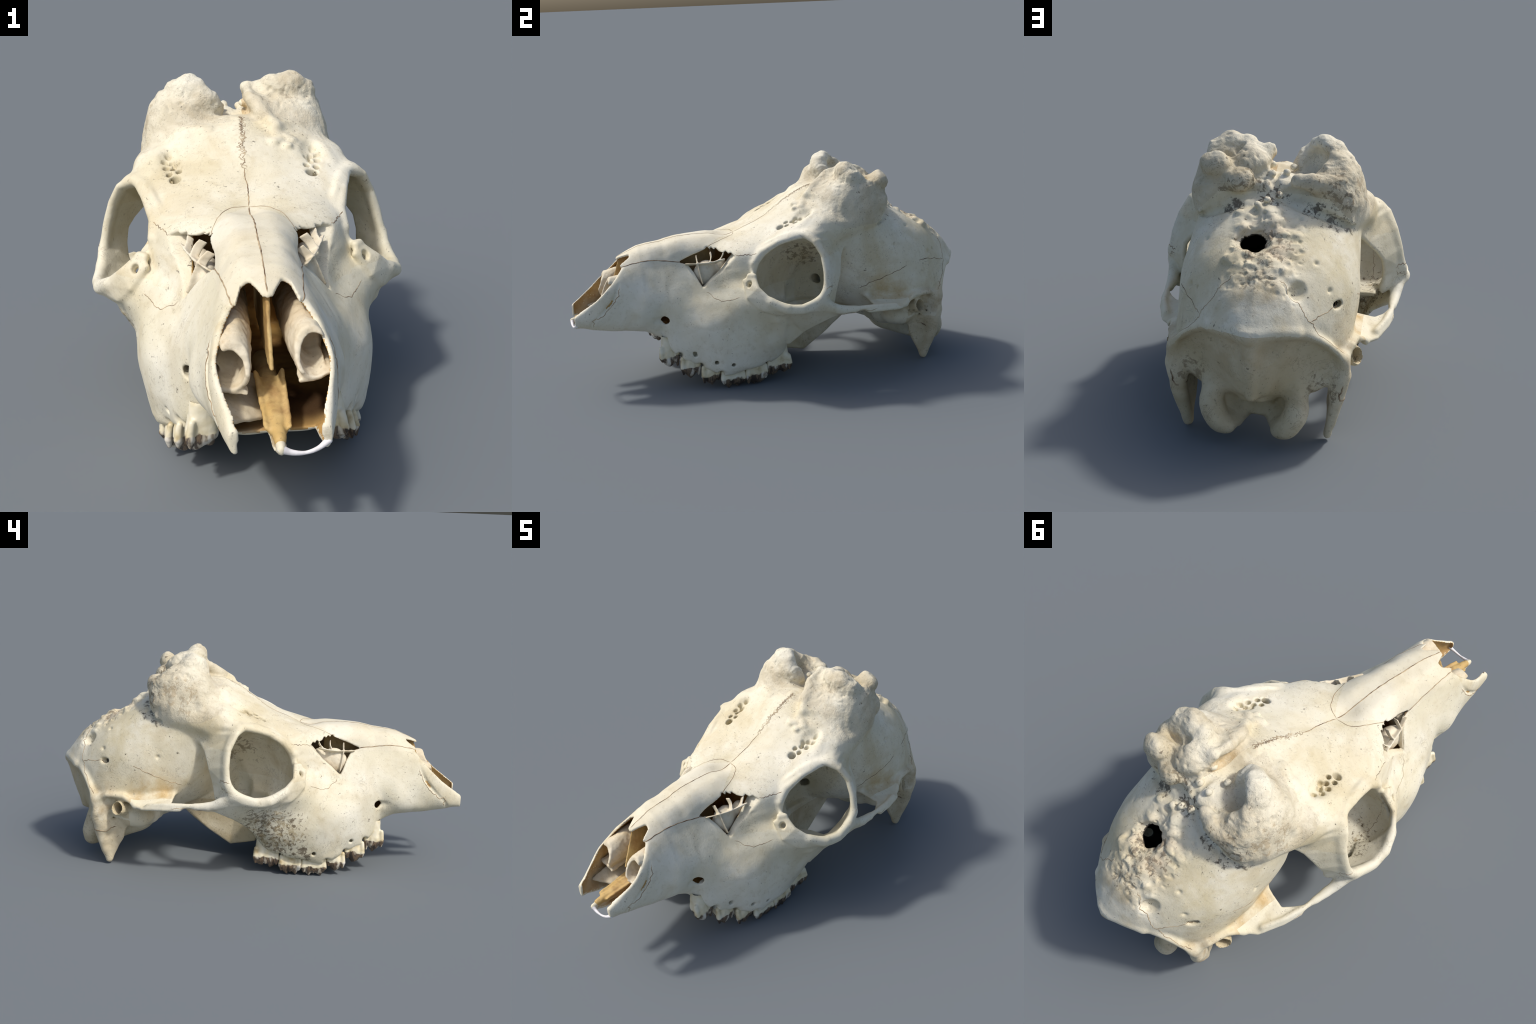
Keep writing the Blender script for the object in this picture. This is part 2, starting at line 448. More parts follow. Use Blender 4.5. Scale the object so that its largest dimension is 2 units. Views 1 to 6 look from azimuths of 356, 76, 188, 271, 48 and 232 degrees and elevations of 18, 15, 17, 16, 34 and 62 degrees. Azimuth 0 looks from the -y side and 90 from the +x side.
    for q in ((.236, .045, .0), (.222, .075, .0), (.245, .085, .0), (.228, .112, .0), (.250, .120, .0), (.238, .150, .0), (.205, .05, 0), (.212, .095, 0)):
        zz = .738 + .50 * (q[1] - .02) - .10 * (q[0] - .21)
        half.sub(ball((q[0], q[1], zz), (.0085, .010, .026)), .005)
    half.sub(rod([(.11, .20, .44), (.03, .28, .42)], .022), .008)
    half.sub(ball((.325, -.178, .592), (.013, .016, .014)), .008)
    half.sub(ball((.352, -.178, .525), (.011, .013, .014)), .006)
    half.add(rod([(.322, -.172, .560), (.343, -.150, .562)], [.012, .007]), .015)
    half.add(rod([(.338, .07, .728), (.315, -.02, .702), (.290, -.10, .655), (.300, -.14, .61)], [.008, .013, .014, .010]), .035)

    # braincase inside
    s = half.cut((0, .28, .2), (.4, .95, .85))
    x, y, z = half.coords(s)
    cav = np.maximum(np.maximum(dcran[s] + F(.045), F(.28) - z), np.maximum(F(.32) - y, y - F(.86)))
    half.D[s] = smax(half.D[s], -cav, .02)

    # ---- mirror to the full skull
    full = Solid((-XM, Y0, Z0), (XM, Y1, Z1), H)
    full.D = np.concatenate([half.D[:0:-1], half.D], 0)
    full.ax = [np.concatenate([-half.ax[0][:0:-1], half.ax[0]]), half.ax[1], half.ax[2]]
    b = full

    b.add(rod([(.305, .79, .26), (.290, .772, .15), (.266, .738, .014)], [.026, .024, .011]), .02)
    # ---- antler pedicles
    for sg in (-1, 1):
        b.add(rod([(sg * .318, .25, .715), (sg * .30, .345, .755), (sg * .275, .43, .795), (sg * .235, .49, .82)], [.03, .036, .042, .045]), .05)
    # right one: a horseshoe ridge round a hollow
    b.add(ball((-.205, .41, .835), (.115, .135, .15)), .06)
    b.add(ball((-.19, .335, .84), (.115, .095, .125)), .05)
    b.add(rod(curve([(-.07, .350, .925), (-.105, .325, .950), (-.16, .352, .980), (-.212, .385, .950), (-.238, .43, .915), (-.235, .485, .885), (-.195, .525, .880), (-.14, .535, .895), (-.085, .525, .895)], 3),
              np.interp(np.linspace(0, 1, 25), [0, .25, .5, .8, 1], [.036, .056, .05, .04, .028])), .03)
    b.sub(ball((-.125, .42, .955), (.05, .06, .07)), .03)
    b.sub(ball((-.04, .43, .98), (.07, .06, .07)), .03)
    for p in ((-.20, .245, .855), (-.15, .215, .862), (-.24, .26, .83), (-.11, .20, .865), (-.27, .31, .835), (-.18, .20, .845)):
        b.add(ball(p, (.035, .03, .022)), .02)
    b.add(ball((0, .445, .858), (.13, .085, .052)), .03)
    # left one: cluster of knobs with a fin in front
    b.add(ball((.20, .41, .85), (.118, .13, .125)), .06)
    b.add(ball((.185, .33, .83), (.115, .095, .11)), .05)
    b.add(rod([(.13, .37, .980), (.190, .36, .984), (.24, .38, .962)], [.045, .050, .042]), .025)
    b.add(ball((.10, .45, .935), (.065, .06, .05)), .03)
    b.add(ball((.222, .512, .935), (.055, .044, .048)), .022)
    b.add(ball((.235, .50, .84), (.06, .05, .05)), .03)
    b.add(ball((.13, .525, .885), (.055, .045, .045)), .02)
    b.add(sheet([(.122, .185, .878), (.085, .235, .915), (.052, .31, .955), (.030, .385, .980)],
                [(.20, .27, .865), (.19, .31, .90), (.18, .35, .93), (.16, .41, .955)], .015), .04)
    b.add(sheet([(.122, .185, .872), (.085, .235, .912), (.052, .31, .950), (.030, .385, .975)],
                [(.10, .28, .85), (.08, .33, .86), (.07, .38, .88), (.07, .44, .90)], .011), .03)
    b.add(rod([(.042, .385, .975), (.08, .40, .965), (.11, .42, .955)], [.014, .03, .045]), .03)
    b.sub(ball((.215, .450, .975), (.055, .018, .045)), .012)
    b.sub(ball((.15, .425, .99), (.02, .018, .03)), .012)
    b.sub(ball((-.012, .38, .98), (.034, .10, .06)), .03)
    b.sub(ball((.06, .545, .855), (.035, .03, .02)), .015)
    b.sub(ball((-.07, .54, .845), (.045, .03, .025)), .015)
    b.add(ball((.112, .172, .866), .012), .015)
    for p in ((.13, .13, .838), (.155, .105, .825), (.11, .115, .838), (.17, .14, .836), (.15, .15, .845), (.12, .155, .85)):
        b.add(ball(p, (.014, .014, .010)), .02)

    # crevices under the back of the bosses and between them
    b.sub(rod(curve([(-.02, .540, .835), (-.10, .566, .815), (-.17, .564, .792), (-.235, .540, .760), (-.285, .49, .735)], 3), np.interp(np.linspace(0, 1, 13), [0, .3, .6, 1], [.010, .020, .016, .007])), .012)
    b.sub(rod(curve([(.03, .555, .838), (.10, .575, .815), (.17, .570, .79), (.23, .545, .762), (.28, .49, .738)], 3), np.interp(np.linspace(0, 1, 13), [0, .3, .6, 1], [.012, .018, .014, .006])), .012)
    b.sub(rod([(.012, .33, .925), (.004, .42, .915), (.008, .50, .895), (-.005, .545, .85)], [.004, .010, .014, .014]), .012)
    b.sub(ball((.055, .545, .875), (.030, .025, .022)), .01)
    b.sub(ball((.185, .44, 1.00), (.018, .022, .02)), .01)
    for p in ((.03, .40, .925), (.045, .45, .915), (-.035, .47, .915), (-.05, .40, .92), (.02, .47, .905), (-.02, .55, .845), (.02, .565, .83), (.05, .585, .815)):
        b.add(ball(p, (.016, .018, .014)), .01)
    # ---- vault lumps, hole and pits
    r = np.random.default_rng(11)
    lumps = [((.0, .60, .79), .03), ((-.02, .635, .765), .026), ((.085, .66, .74), .024), ((-.06, .70, .708), .024), ((-.10, .715, .69), .022),
             ((.10, .79, .668), .026), ((.06, .815, .652), .02), ((-.02, .79, .675), .022), ((-.05, .74, .695), .02), ((.115, .60, .785), .012)]
    for _ in range(22):
        yy = r.uniform(.58, .88)
        xx = r.normal(-.005, .055)
        lumps.append(((xx, yy, xi0(yy) - 1.3 * xx * xx), r.uniform(.006, .011)))
    for p, rr in lumps:
        b.add(ball(p, (rr * r.uniform(1, 1.5), rr * r.uniform(.9, 1.4), rr * .9)), .018)
    b.sub(ball((.045, .715, .72), (.055, .055, .04)), .02)
    b.sub(rod([(.044, .710, .75), (.042, .70, .55)], .019), .010)
    b.sub(rod([(.034, .726, .75), (.038, .71, .55)], .016), .010)
    b.sub(ball((-.145, .866, .605), (.036, .042, .035)), .01)
    b.sub(ball((.03, .895, .645), (.034, .024, .03)), .012)
    b.sub(ball((-.26, .745, .524), (.016, .03, .012)), .01)
    b.sub(ball((.115, .765, .70), (.014, .014, .02)), .008)
    for sg in (-1, 1):                  # bone scalloped between the teeth
        for yy in (-.511, -.417, -.327, -.206, -.096):
            zz = float(np.interp(yy, [-.564, -.497, -.408, -.318, -.206, -.097, -.007], [.205, .170, .118, .076, .070, .098, .126]))
            xx = float(np.interp(yy, [-.6, -.5, -.4, -.25, -.1, 0], [.212, .250, .290, .315, .312, .290]))
            b.sub(rod([(sg * (xx - .04), yy, zz - .01), (sg * (xx + .02), yy, zz + .004)], .012), .012)
    for p in ((.303, -.347, .144), (.327, -.269, .127), (.269, -.443, .190), (.272, -.44, .178), (-.262, -.44, .178), (-.33, -.26, .125)):
        b.sub(rod([(p[0] * 1.1, p[1], p[2]), (p[0] * .9, p[1], p[2])], .0075), .003)
    pits = []
    for _ in range(9):
        yy, t, sg = r.uniform(.48, .84), r.uniform(.5, 1.5), r.choice((-1, 1))
        u = np.array([math.sin(t) * sg, 0, math.cos(t)])
        q = np.array([0, yy, .48]) + u * (.345 - .35 * max(0, yy - .62))
        pits.append((q, u, r.uniform(.010, .017)))
    b.pits = pits
    b.dface, b.dcran = dface, dcran
    return b


def surface_net(S):
    """Dual mesh of the zero level of S.D (one quad per crossed voxel edge)."""
    D, h = S.D, S.h
    nx, ny, nz = D.shape
    neg = D < 0
    cnt = np.zeros((nx - 1, ny - 1, nz - 1), np.int8)
    for a in (0, 1):
        for b in (0, 1):
            for c in (0, 1):
                cnt += neg[a:nx - 1 + a, b:ny - 1 + b, c:nz - 1 + c]
    act = (cnt > 0) & (cnt < 8)
    cells = np.argwhere(act)
    idx = np.full(act.shape, -1, np.int32)
    idx[act] = np.arange(len(cells))
    corner = {}
    i, j, k = cells.T
    for a in (0, 1):
        for b in (0, 1):
            for c in (0, 1):
                corner[a, b, c] = D[i + a, j + b, k + c]
    acc = np.zeros((len(cells), 3))
    num = np.zeros(len(cells))
    for axis in range(3):
        for u in (0, 1):
            for v in (0, 1):
                lo, hi = [u, v], [u, v]
                lo.insert(axis, 0)
                hi.insert(axis, 1)
                d0, d1 = corner[tuple(lo)], corner[tuple(hi)]
                m = (d0 < 0) != (d1 < 0)
                t = np.where(m, d0 / np.where(m, d0 - d1, 1), 0)
                p = np.tile(np.array(lo, float), (len(cells), 1))
                p[:, axis] = t
                acc[m] += p[m]
                num[m] += 1
    V = (cells + acc / num[:, None]) * h + np.array([a[0] for a in S.ax])
    quads = []
    for axis in range(3):
        sl0, sl1 = [slice(1, -1)] * 3, [slice(1, -1)] * 3
        sl0[axis], sl1[axis] = slice(0, -1), slice(1, None)
        a, b = neg[tuple(sl0)], neg[tuple(sl1)]
        for flip, m in ((False, a & ~b), (True, ~a & b)):
            e = np.argwhere(m)
            off = np.ones(3, int)
            off[axis] = 0
            e = e + off
            u, v = [q for q in range(3) if q != axis]
            if axis == 1:
                u, v = v, u
            du, dv = np.zeros(3, int), np.zeros(3, int)
            du[u], dv[v] = 1, 1
            q = [e - du - dv, e - dv, e, e - du]
            q = np.stack([idx[w[:, 0], w[:, 1], w[:, 2]] for w in q], 1)
            quads.append(q[:, ::-1] if flip else q)
    Q = np.vstack(quads)
    return V, Q[(Q >= 0).all(1)]


def relax(V, Q, it=1, lam=.5):
    n = len(V)
    for _ in range(it):
        s = np.zeros((n, 3))
        c = np.zeros(n)
        for a in range(4):
            p, q = Q[:, a], Q[:, (a + 1) % 4]
            for d in range(3):
                s[:, d] += np.bincount(p, V[q, d], n) + np.bincount(q, V[p, d], n)
            c += np.bincount(p, minlength=n) + np.bincount(q, minlength=n)
        V = V + lam * (s / np.maximum(c, 1)[:, None] - V)
    return V


def vertex_normals(V, Q):
    fn = np.cross(V[Q[:, 2]] - V[Q[:, 0]], V[Q[:, 3]] - V[Q[:, 1]])
    N = np.stack([sum(np.bincount(Q[:, a], fn[:, d], len(V)) for a in range(4)) for d in range(3)], 1)
    return N / (np.linalg.norm(N, axis=1, keepdims=True) + 1e-12)


# ------------------------------------------------------------------ materials
def ramp(nt, stops, src):
    n = nt.nodes.new("ShaderNodeValToRGB")
    el = n.color_ramp.elements
    while len(el) < len(stops):
        el.new(0.5)
    for e, (p, c) in zip(el, stops):
        e.position = p
        e.color = (*c, 1) if len(c) == 3 else c
    nt.links.new(src, n.inputs[0])
    return n.outputs[0]


def bone_material(name, base, pale, stain, stain_amt=.5, speck=.5, grain=.3, rough=.62, scale=1.0, patches=(), veins=0.0, pore=.25, bump_scale=110):
    m = bpy.data.materials.new(name)
    m.use_nodes = True
    nt = m.node_tree
    L = nt.links.new
    bs = nt.nodes["Principled BSDF"]
    tc = nt.nodes.new("ShaderNodeTexCoord").outputs["Object"]

    def noise(sc, det=4, ro=.55, dist=0.0):
        n = nt.nodes.new("ShaderNodeTexNoise")
        n.inputs["Scale"].default_value = sc * scale
        n.inputs["Detail"].default_value = det
        n.inputs["Roughness"].default_value = ro
        n.inputs["Distortion"].default_value = dist
        L(tc, n.inputs["Vector"])
        return n.outputs["Fac"]

    def mix(fac, a, b, mode="MIX"):
        n = nt.nodes.new("ShaderNodeMix")
        n.data_type, n.blend_type = "RGBA", mode
        for s, v in ((n.inputs[0], fac), (n.inputs[6], a), (n.inputs[7], b)):
            if isinstance(v, (int, float)):
                s.default_value = v
            elif isinstance(v, tuple):
                s.default_value = (*v, 1)
            else:
                L(v, s)
        return n.outputs[2]

    def mul(a, b):
        n = nt.nodes.new("ShaderNodeMath")
        n.operation = "MULTIPLY"
        for s, v in zip(n.inputs, (a, b)):
            if isinstance(v, (int, float)):
                s.default_value = v
            else:
                L(v, s)
        return n.outputs[0]
    W, K = (1, 1, 1), (0, 0, 0)
    col = mix(ramp(nt, [(.38, K), (.66, W)], noise(3.5, 5)), base, pale)
    col = mix(mul(ramp(nt, [(.48, K), (.72, W)], noise(5.5, 6, .62, .6)), stain_amt), col, stain)
    col = mix(mul(ramp(nt, [(.54, K), (.70, W)], noise(38, 5, .7)), .30), col, tuple(c * .82 for c in stain))
    # local patches of colour: (centre, radius, colour, strength, noise scale, two-sided)
    for pc, pr, pcol, pstr, psc, both in patches:
        src = tc
        if both:
            ab = nt.nodes.new("ShaderNodeVectorMath")
            ab.operation = "ABSOLUTE"
            L(tc, ab.inputs[0])
            sp = nt.nodes.new("ShaderNodeSeparateXYZ")
            L(ab.outputs[0], sp.inputs[0])
            s2 = nt.nodes.new("ShaderNodeSeparateXYZ")
            L(tc, s2.inputs[0])
            cb = nt.nodes.new("ShaderNodeCombineXYZ")
            L(sp.outputs[0], cb.inputs[0])
            L(s2.outputs[1], cb.inputs[1])
            L(s2.outputs[2], cb.inputs[2])
            src = cb.outputs[0]
        vd = nt.nodes.new("ShaderNodeVectorMath")
        vd.operation = "DISTANCE"
        L(src, vd.inputs[0])
        vd.inputs[1].default_value = pc
        mr = nt.nodes.new("ShaderNodeMapRange")
        mr.interpolation_type = "SMOOTHSTEP"
        L(vd.outputs["Value"], mr.inputs[0])
        mr.inputs[1].default_value, mr.inputs[2].default_value = pr * .35, pr
        mr.inputs[3].default_value, mr.inputs[4].default_value = 1, 0
        if psc >= 20:       # flecks: thick in the middle of the patch, thinning out
            sm = nt.nodes.new("ShaderNodeMath")
            sm.operation = "MULTIPLY_ADD"
            L(mr.outputs[0], sm.inputs[0])
            sm.inputs[1].default_value = .16
            L(noise(psc, 6, .72, .4), sm.inputs[2])
            f = mul(ramp(nt, [(.655, K), (.715, W)], sm.outputs[0]), pstr)
        elif psc < 5:       # even tint, no noise
            f = mul(mr.outputs[0], pstr)
        else:               # soft stain with a broken edge
            f = mul(mul(mr.outputs[0], ramp(nt, [(.36, K), (.62, W)], noise(psc, 5, .65))), pstr)
        col = mix(f, col, pcol)
    if veins:               # hair-thin dark lines, worm-like, in scattered places
        v = nt.nodes.new("ShaderNodeMath")
        v.operation = "SUBTRACT"
        L(noise(16, 4, .6, 1.2), v.inputs[0])
        v.inputs[1].default_value = .5
        v2 = nt.nodes.new("ShaderNodeMath")
        v2.operation = "ABSOLUTE"
        L(v.outputs[0], v2.inputs[0])
        line = ramp(nt, [(.004, W), (.014, K)], v2.outputs[0])
        col = mix(mul(mul(line, ramp(nt, [(.52, K), (.60, W)], noise(9, 3))), veins), col, (.16, .115, .07))
    # porous grain
    vo = nt.nodes.new("ShaderNodeTexVoronoi")
    vo.inputs["Scale"].default_value = 150
    L(tc, vo.inputs["Vector"])
    dots = ramp(nt, [(.10, W), (.26, K)], vo.outputs["Distance"])
    dots = mul(dots, ramp(nt, [(.46, K), (.62, W)], noise(26, 4, .65)))
    col = mix(mul(dots, pore), col, (.22, .17, .11))
    # fine pores and dirt flecks
    spots = mul(ramp(nt, [(.63, K), (.70, W)], noise(105, 3, .65)), ramp(nt, [(.46, K), (.60, W)], noise(8, 3)))
    col = mix(mul(spots, speck), col, (.10, .075, .05))
    L(col, bs.inputs["Base Color"])
    bs.inputs["Roughness"].default_value = rough
    bs.inputs["Specular IOR Level"].default_value = .35
    b1 = nt.nodes.new("ShaderNodeBump")
    b1.inputs["Strength"].default_value = grain
    b1.inputs["Distance"].default_value = .004
    hs = nt.nodes.new("ShaderNodeMath")
    hs.operation = "MULTIPLY_ADD"
    L(dots, hs.inputs[0])
    hs.inputs[1].default_value = -.35
    L(noise(bump_scale, 5, .65), hs.inputs[2])
    L(hs.outputs[0], b1.inputs["Height"])
    L(b1.outputs[0], bs.inputs["Normal"])
    return m


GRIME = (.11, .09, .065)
OCH = (.48, .33, .14)
MAT = {
    "bone": bone_material("bleached_bone", (.655, .59, .415), (.775, .735, .60), (.52, .42, .235), .65, .55, patches=[
        ((.33, .52, .37), .17, OCH, .85, 8, True), ((.0, .70, .70), .15, (.62, .48, .32), .6, 14, False), ((-.20, .66, .62), .20, (.58, .49, .27), .65, 9, False), ((.20, .68, .60), .18, (.58, .49, .28), .5, 9, False), ((.0, .74, .69), .16, (.20, .15, .095), .75, 40, False), ((.0, .90, .60), .12, (.46, .36, .20), .7, 10, False), ((.31, .76, .33), .12, (.36, .26, .13), .7, 11, True),
        ((.0, .54, .84), .10, GRIME, .9, 40, False), ((-.15, .565, .80), .07, GRIME, .9, 30, False), ((.14, .575, .80), .07, GRIME, .9, 30, False), ((-.27, .50, .74), .06, GRIME, .8, 36, False), ((-.22, .55, .78), .10, GRIME, .8, 45, False), ((.04, .74, .70), .09, GRIME, .6, 55, False), ((.0, .86, .63), .10, GRIME, .55, 50, False), ((.20, .12, .56), .17, (.17, .125, .07), .7, 32, True), ((.24, .10, .5), .2, (.44, .36, .23), .55, 7, True), ((-.26, .74, .53), .09, (.50, .40, .22), .7, 14, True)], veins=.3, pore=.3),  # both patches near (.2, .1, .5) make the eye sockets darker and browner
    "nasal": bone_material("white_bone", (.695, .64, .485), (.795, .76, .64), (.58, .49, .31), .45, .4, .2, .6),
    "cheek": bone_material("pitted_bone", (.67, .62, .46), (.775, .745, .625), (.51, .42, .245), .45, .6, .25),
    "dirty": bone_material("soiled_bone", (.67, .62, .46), (.775, .745, .625), (.51, .42, .245), .45, .8, .25, patches=[
        ((-.36, -.06, .22), .25, (.14, .10, .055), .85, 56, False), ((-.36, -.06, .24), .20, (.36, .27, .13), .55, 24, False), ((-.33, -.20, .12), .11, (.12, .09, .055), .85, 28, False), ((-.42, .02, .33), .12, (.15, .11, .06), .7, 50, False)], veins=.35),
    "rough": bone_material("rough_bone", (.61, .55, .40), (.755, .715, .58), (.44, .36, .225), .70, .9, .9, .75, patches=[
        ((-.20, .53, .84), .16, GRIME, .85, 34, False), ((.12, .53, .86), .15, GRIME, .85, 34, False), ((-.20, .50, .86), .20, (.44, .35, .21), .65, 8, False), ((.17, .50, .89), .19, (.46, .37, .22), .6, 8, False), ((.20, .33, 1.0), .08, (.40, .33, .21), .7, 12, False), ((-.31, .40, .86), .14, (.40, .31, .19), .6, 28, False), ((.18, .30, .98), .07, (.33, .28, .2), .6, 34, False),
        ((.03, .36, .90), .10, (.50, .36, .18), .8, 12, False)], veins=.35, pore=.6, bump_scale=85),
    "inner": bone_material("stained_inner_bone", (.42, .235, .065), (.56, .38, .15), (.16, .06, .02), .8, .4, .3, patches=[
        ((-.06, -.95, .40), .20, (.66, .57, .39), .8, 5, False), ((-.10, -.80, .36), .16, (.64, .55, .38), .9, 5, False), ((.05, -.62, .36), .15, (.09, .03, .015), .95, 10, False), ((.095, -.70, .33), .17, (.05, .024, .011), .95, 4, False)]),  # last patch: near-black brown area low in the +x nose chamber
    "tan": bone_material("tan_bone", (.55, .46, .285), (.69, .615, .45), (.38, .285, .145), .65, .9, .4, veins=.4, pore=.45, patches=[((.0, .93, .36), .26, (.50, .39, .22), .7, 7, False), ((-.24, .82, .22), .10, (.17, .12, .07), .7, 38, False), ((.24, .82, .25), .10, (.20, .14, .08), .6, 34, False)]),
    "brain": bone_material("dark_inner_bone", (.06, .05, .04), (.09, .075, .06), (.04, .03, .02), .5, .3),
}


def xi(y, ys, vs):
    return np.interp(y, ys, vs)


def regions(C, N, S_face, S_brain):
    """Name of the bone each face belongs to, from where its centre lies."""
    ax, y, z = np.abs(C[:, 0]), C[:, 1], C[:, 2]
    side = np.where(C[:, 0] < 0, 0, 1)
    names = ["braincase", "occipital_bone", "frontal_bone", "nasal_bone", "maxilla", "premaxilla", "lacrimal_bone", "zygomatic_arch",
             "antler_pedicle", "condyle", "paroccipital_process", "ear_canal", "palate_plate", "nasal_cavity", "brain_cavity"]
    ID = {n: i for i, n in enumerate(names)}
    r = np.full(len(C), ID["braincase"])

    def put(n, m):
        r[m] = ID[n]
    put("occipital_bone", (y > .70) & (z < xi(ax, [0, .12, .185, .25, .30, .34], [.475, .472, .455, .41, .345, .28])) & (y > .79 - .25 * np.clip(.3 - z, 0, .3)))
    put("frontal_bone", (y < .47) & (z > .62 + np.clip(y, 0, 1) * .25) & (y > -.35))
    put("maxilla", (y < .12) & (z < .60) & ~((y > -.1) & (z > .45)))
    put("lacrimal_bone", (y > -.37) & (y < -.085) & (z > .49 + .12 * np.clip((ax - .30), 0, 1)) & (z < .632 + .08 * np.clip(-y - .2, -.1, .2)) & (ax > .13))
    put("zygomatic_arch", (ax > .30) & (z < .64) & (z > .26) & ((y > -.30 + (.5 - z) * 1.6) | (y > .06)) & (y < .62) & ((ax > .345) | (y < .2)) & ~((z > .5) & (y < -.08)))
    ynf = -.172 - .164 * np.clip(ax / .122, 0, 1.1) ** 1.5
    put("nasal_bone", (y < ynf) & (z > .597) & (ax < .14))
    put("maxilla", (y < -.36) & (r == ID["braincase"]))
    put("premaxilla", (y < xi(z, [.27, .327, .361, .398, .464, .531, .56], [-.92, -.914, -.90, -.86, -.80, -.767, -.76])) & (z < .598))
    put("antler_pedicle", (y > .20 + .0 * z) & (z > .845 - .10 * np.clip((ax - .2) / .1, 0, 1) + .5 * np.clip(.30 - y, 0, .1)) & (ax > .025) & (y < .62))
    put("palate_plate", (y > .02) & (y < .46) & (z < .30) & (ax < .17))
    put("paroccipital_process", (z < .24) & (ax > .215) & (y > .63))
    put("condyle", (z < .25) & (ax < .215) & (y > .795) & (ax > .04))
    put("ear_canal", (np.linalg.norm(np.stack([ax, y, z], 1) - [.32, .66, .303], axis=1) < .058) & (y > .635))
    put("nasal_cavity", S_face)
    put("brain_cavity", S_brain)
    return names, r, side


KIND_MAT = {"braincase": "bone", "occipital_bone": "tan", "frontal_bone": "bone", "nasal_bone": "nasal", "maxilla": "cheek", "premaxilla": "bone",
            "lacrimal_bone": "bone", "zygomatic_arch": "cheek", "antler_pedicle": "rough", "condyle": "tan", "paroccipital_process": "tan",
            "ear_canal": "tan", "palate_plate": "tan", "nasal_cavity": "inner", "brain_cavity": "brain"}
PAIRED = {"nasal_bone", "maxilla", "premaxilla", "lacrimal_bone", "zygomatic_arch", "antler_pedicle", "condyle", "paroccipital_process", "ear_canal", "palate_plate"}


def make_object(name, V, Fc, mat, parent, normals=None, smooth=True):
    me = bpy.data.meshes.new(name)
    Fc = np.asarray(Fc)
    me.vertices.add(len(V))
    me.vertices.foreach_set("co", np.asarray(V, np.float32).ravel())
    w = Fc.shape[1]
    me.loops.add(Fc.size)
    me.loops.foreach_set("vertex_index", Fc.astype(np.int32).ravel())
    me.polygons.add(len(Fc))
    me.polygons.foreach_set("loop_start", np.arange(0, Fc.size, w, dtype=np.int32))
    me.update(calc_edges=True)
    me.polygons.foreach_set("use_smooth", np.full(len(Fc), smooth))
    me.validate()
    if normals is not None:
        me.normals_split_custom_set_from_vertices([tuple(n) for n in normals])
    me.materials.append(mat)
    ob = bpy.data.objects.new(name, me)
    bpy.context.scene.collection.objects.link(ob)
    ob.parent = parent
    return ob


root = bpy.data.objects.new("animal_skull", None)
bpy.context.scene.collection.objects.link(root)
root["label"] = "bleached hornless deer skull with knobbly antler pedicles"
root["category"] = "animal skull"

body = build_body()
body.D += F(.0022)
V, Q = surface_net(body)
V = relax(V, Q, 1, .5)
N = vertex_normals(V, Q)
vol = np.einsum("ij,ij->i", V[Q[:, 0]], np.cross(V[Q[:, 1]], V[Q[:, 2]])).sum()
if vol < 0:
    Q = Q[:, ::-1].copy()
    N = -N


def relief(V, N):
    """Bone relief: gentle waves everywhere, coarse pitted growth on the pedicles and vault."""
    x, y, z = V.T
    ax = np.abs(x)
    d = .0022 * perlin(V, 9, 1) + .0012 * perlin(V, 24, 2)
    ped = sstep(.80, .90, z + .15 * sstep(.25, .3, ax)) * sstep(.16, .28, y) * sstep(.62, .52, y)
    top = sstep(.88, .95, z + .25 * sstep(.46, .54, y))
    d += ped * (.006 * perlin(V, 10, 3) + .006 * top * (.4 - np.abs(perlin(V, 13, 12)) * 2) + (.0025 + .0075 * top) * perlin(V, 20, 4) + .0028 * top * (1 - 2 * np.abs(perlin(V, 42, 5))) - .005 * top * sstep(.18, .5, perlin(V, 40, 11)))
    vault = sstep(.16, .09, np.abs(x + .01)) * sstep(.55, .64, y) * sstep(.93, .86, y) * sstep(.5, .56, z)
    d += vault * (.010 * perlin(V, 15, 6) + .007 * perlin(V, 33, 7) + .006 * (.35 - np.abs(perlin(V, 20, 13)) * 2) - .008 * sstep(.15, .5, perlin(V, 50, 8)))
    ear = sstep(.34, .26, z) * sstep(.45, .55, y) * sstep(.5, .2, z)
    d += ear * (.004 * perlin(V, 22, 9))
    front = sstep(-.15, .2, y) * sstep(.70, .80, z)
    d += front * .0015 * perlin(V, 55, 10)
    for q, u, rr in body.pits:          # little vascular pits on the vault
        rel = V - q
        along = rel @ u
        d2 = (rel ** 2).sum(1) - along ** 2
        d -= np.where((np.abs(along) < .05), .009 * np.exp(-d2 / (rr * .6) ** 2), 0)
    # furrows running down the flanks of the pedicles
    wv = np.sin(95 * (y + .5 * x) + 7 * perlin(V, 7, 14)) * .5 + .5 * perlin(V * [1, 1, .25], 55, 15)
    d += sstep(.74, .80, z) * sstep(.90, .85, z) * sstep(.22, .30, ax) * sstep(.2, .3, y) * sstep(.62, .52, y) * .0035 * wv
    return V + N * d[:, None]


V = relief(V, N)
N = vertex_normals(V, Q)
C = V[Q].mean(1)
A0 = [a for a in body.ax]


def sample(field_half, P):
    i = np.clip(np.rint((np.abs(P[:, 0])) / H).astype(int), 0, field_half.shape[0] - 1)
    j = np.clip(np.rint((P[:, 1] - Y0) / H).astype(int), 0, field_half.shape[1] - 1)
    k = np.clip(np.rint((P[:, 2] - Z0) / H).astype(int), 0, field_half.shape[2] - 1)
    return field_half[i, j, k]


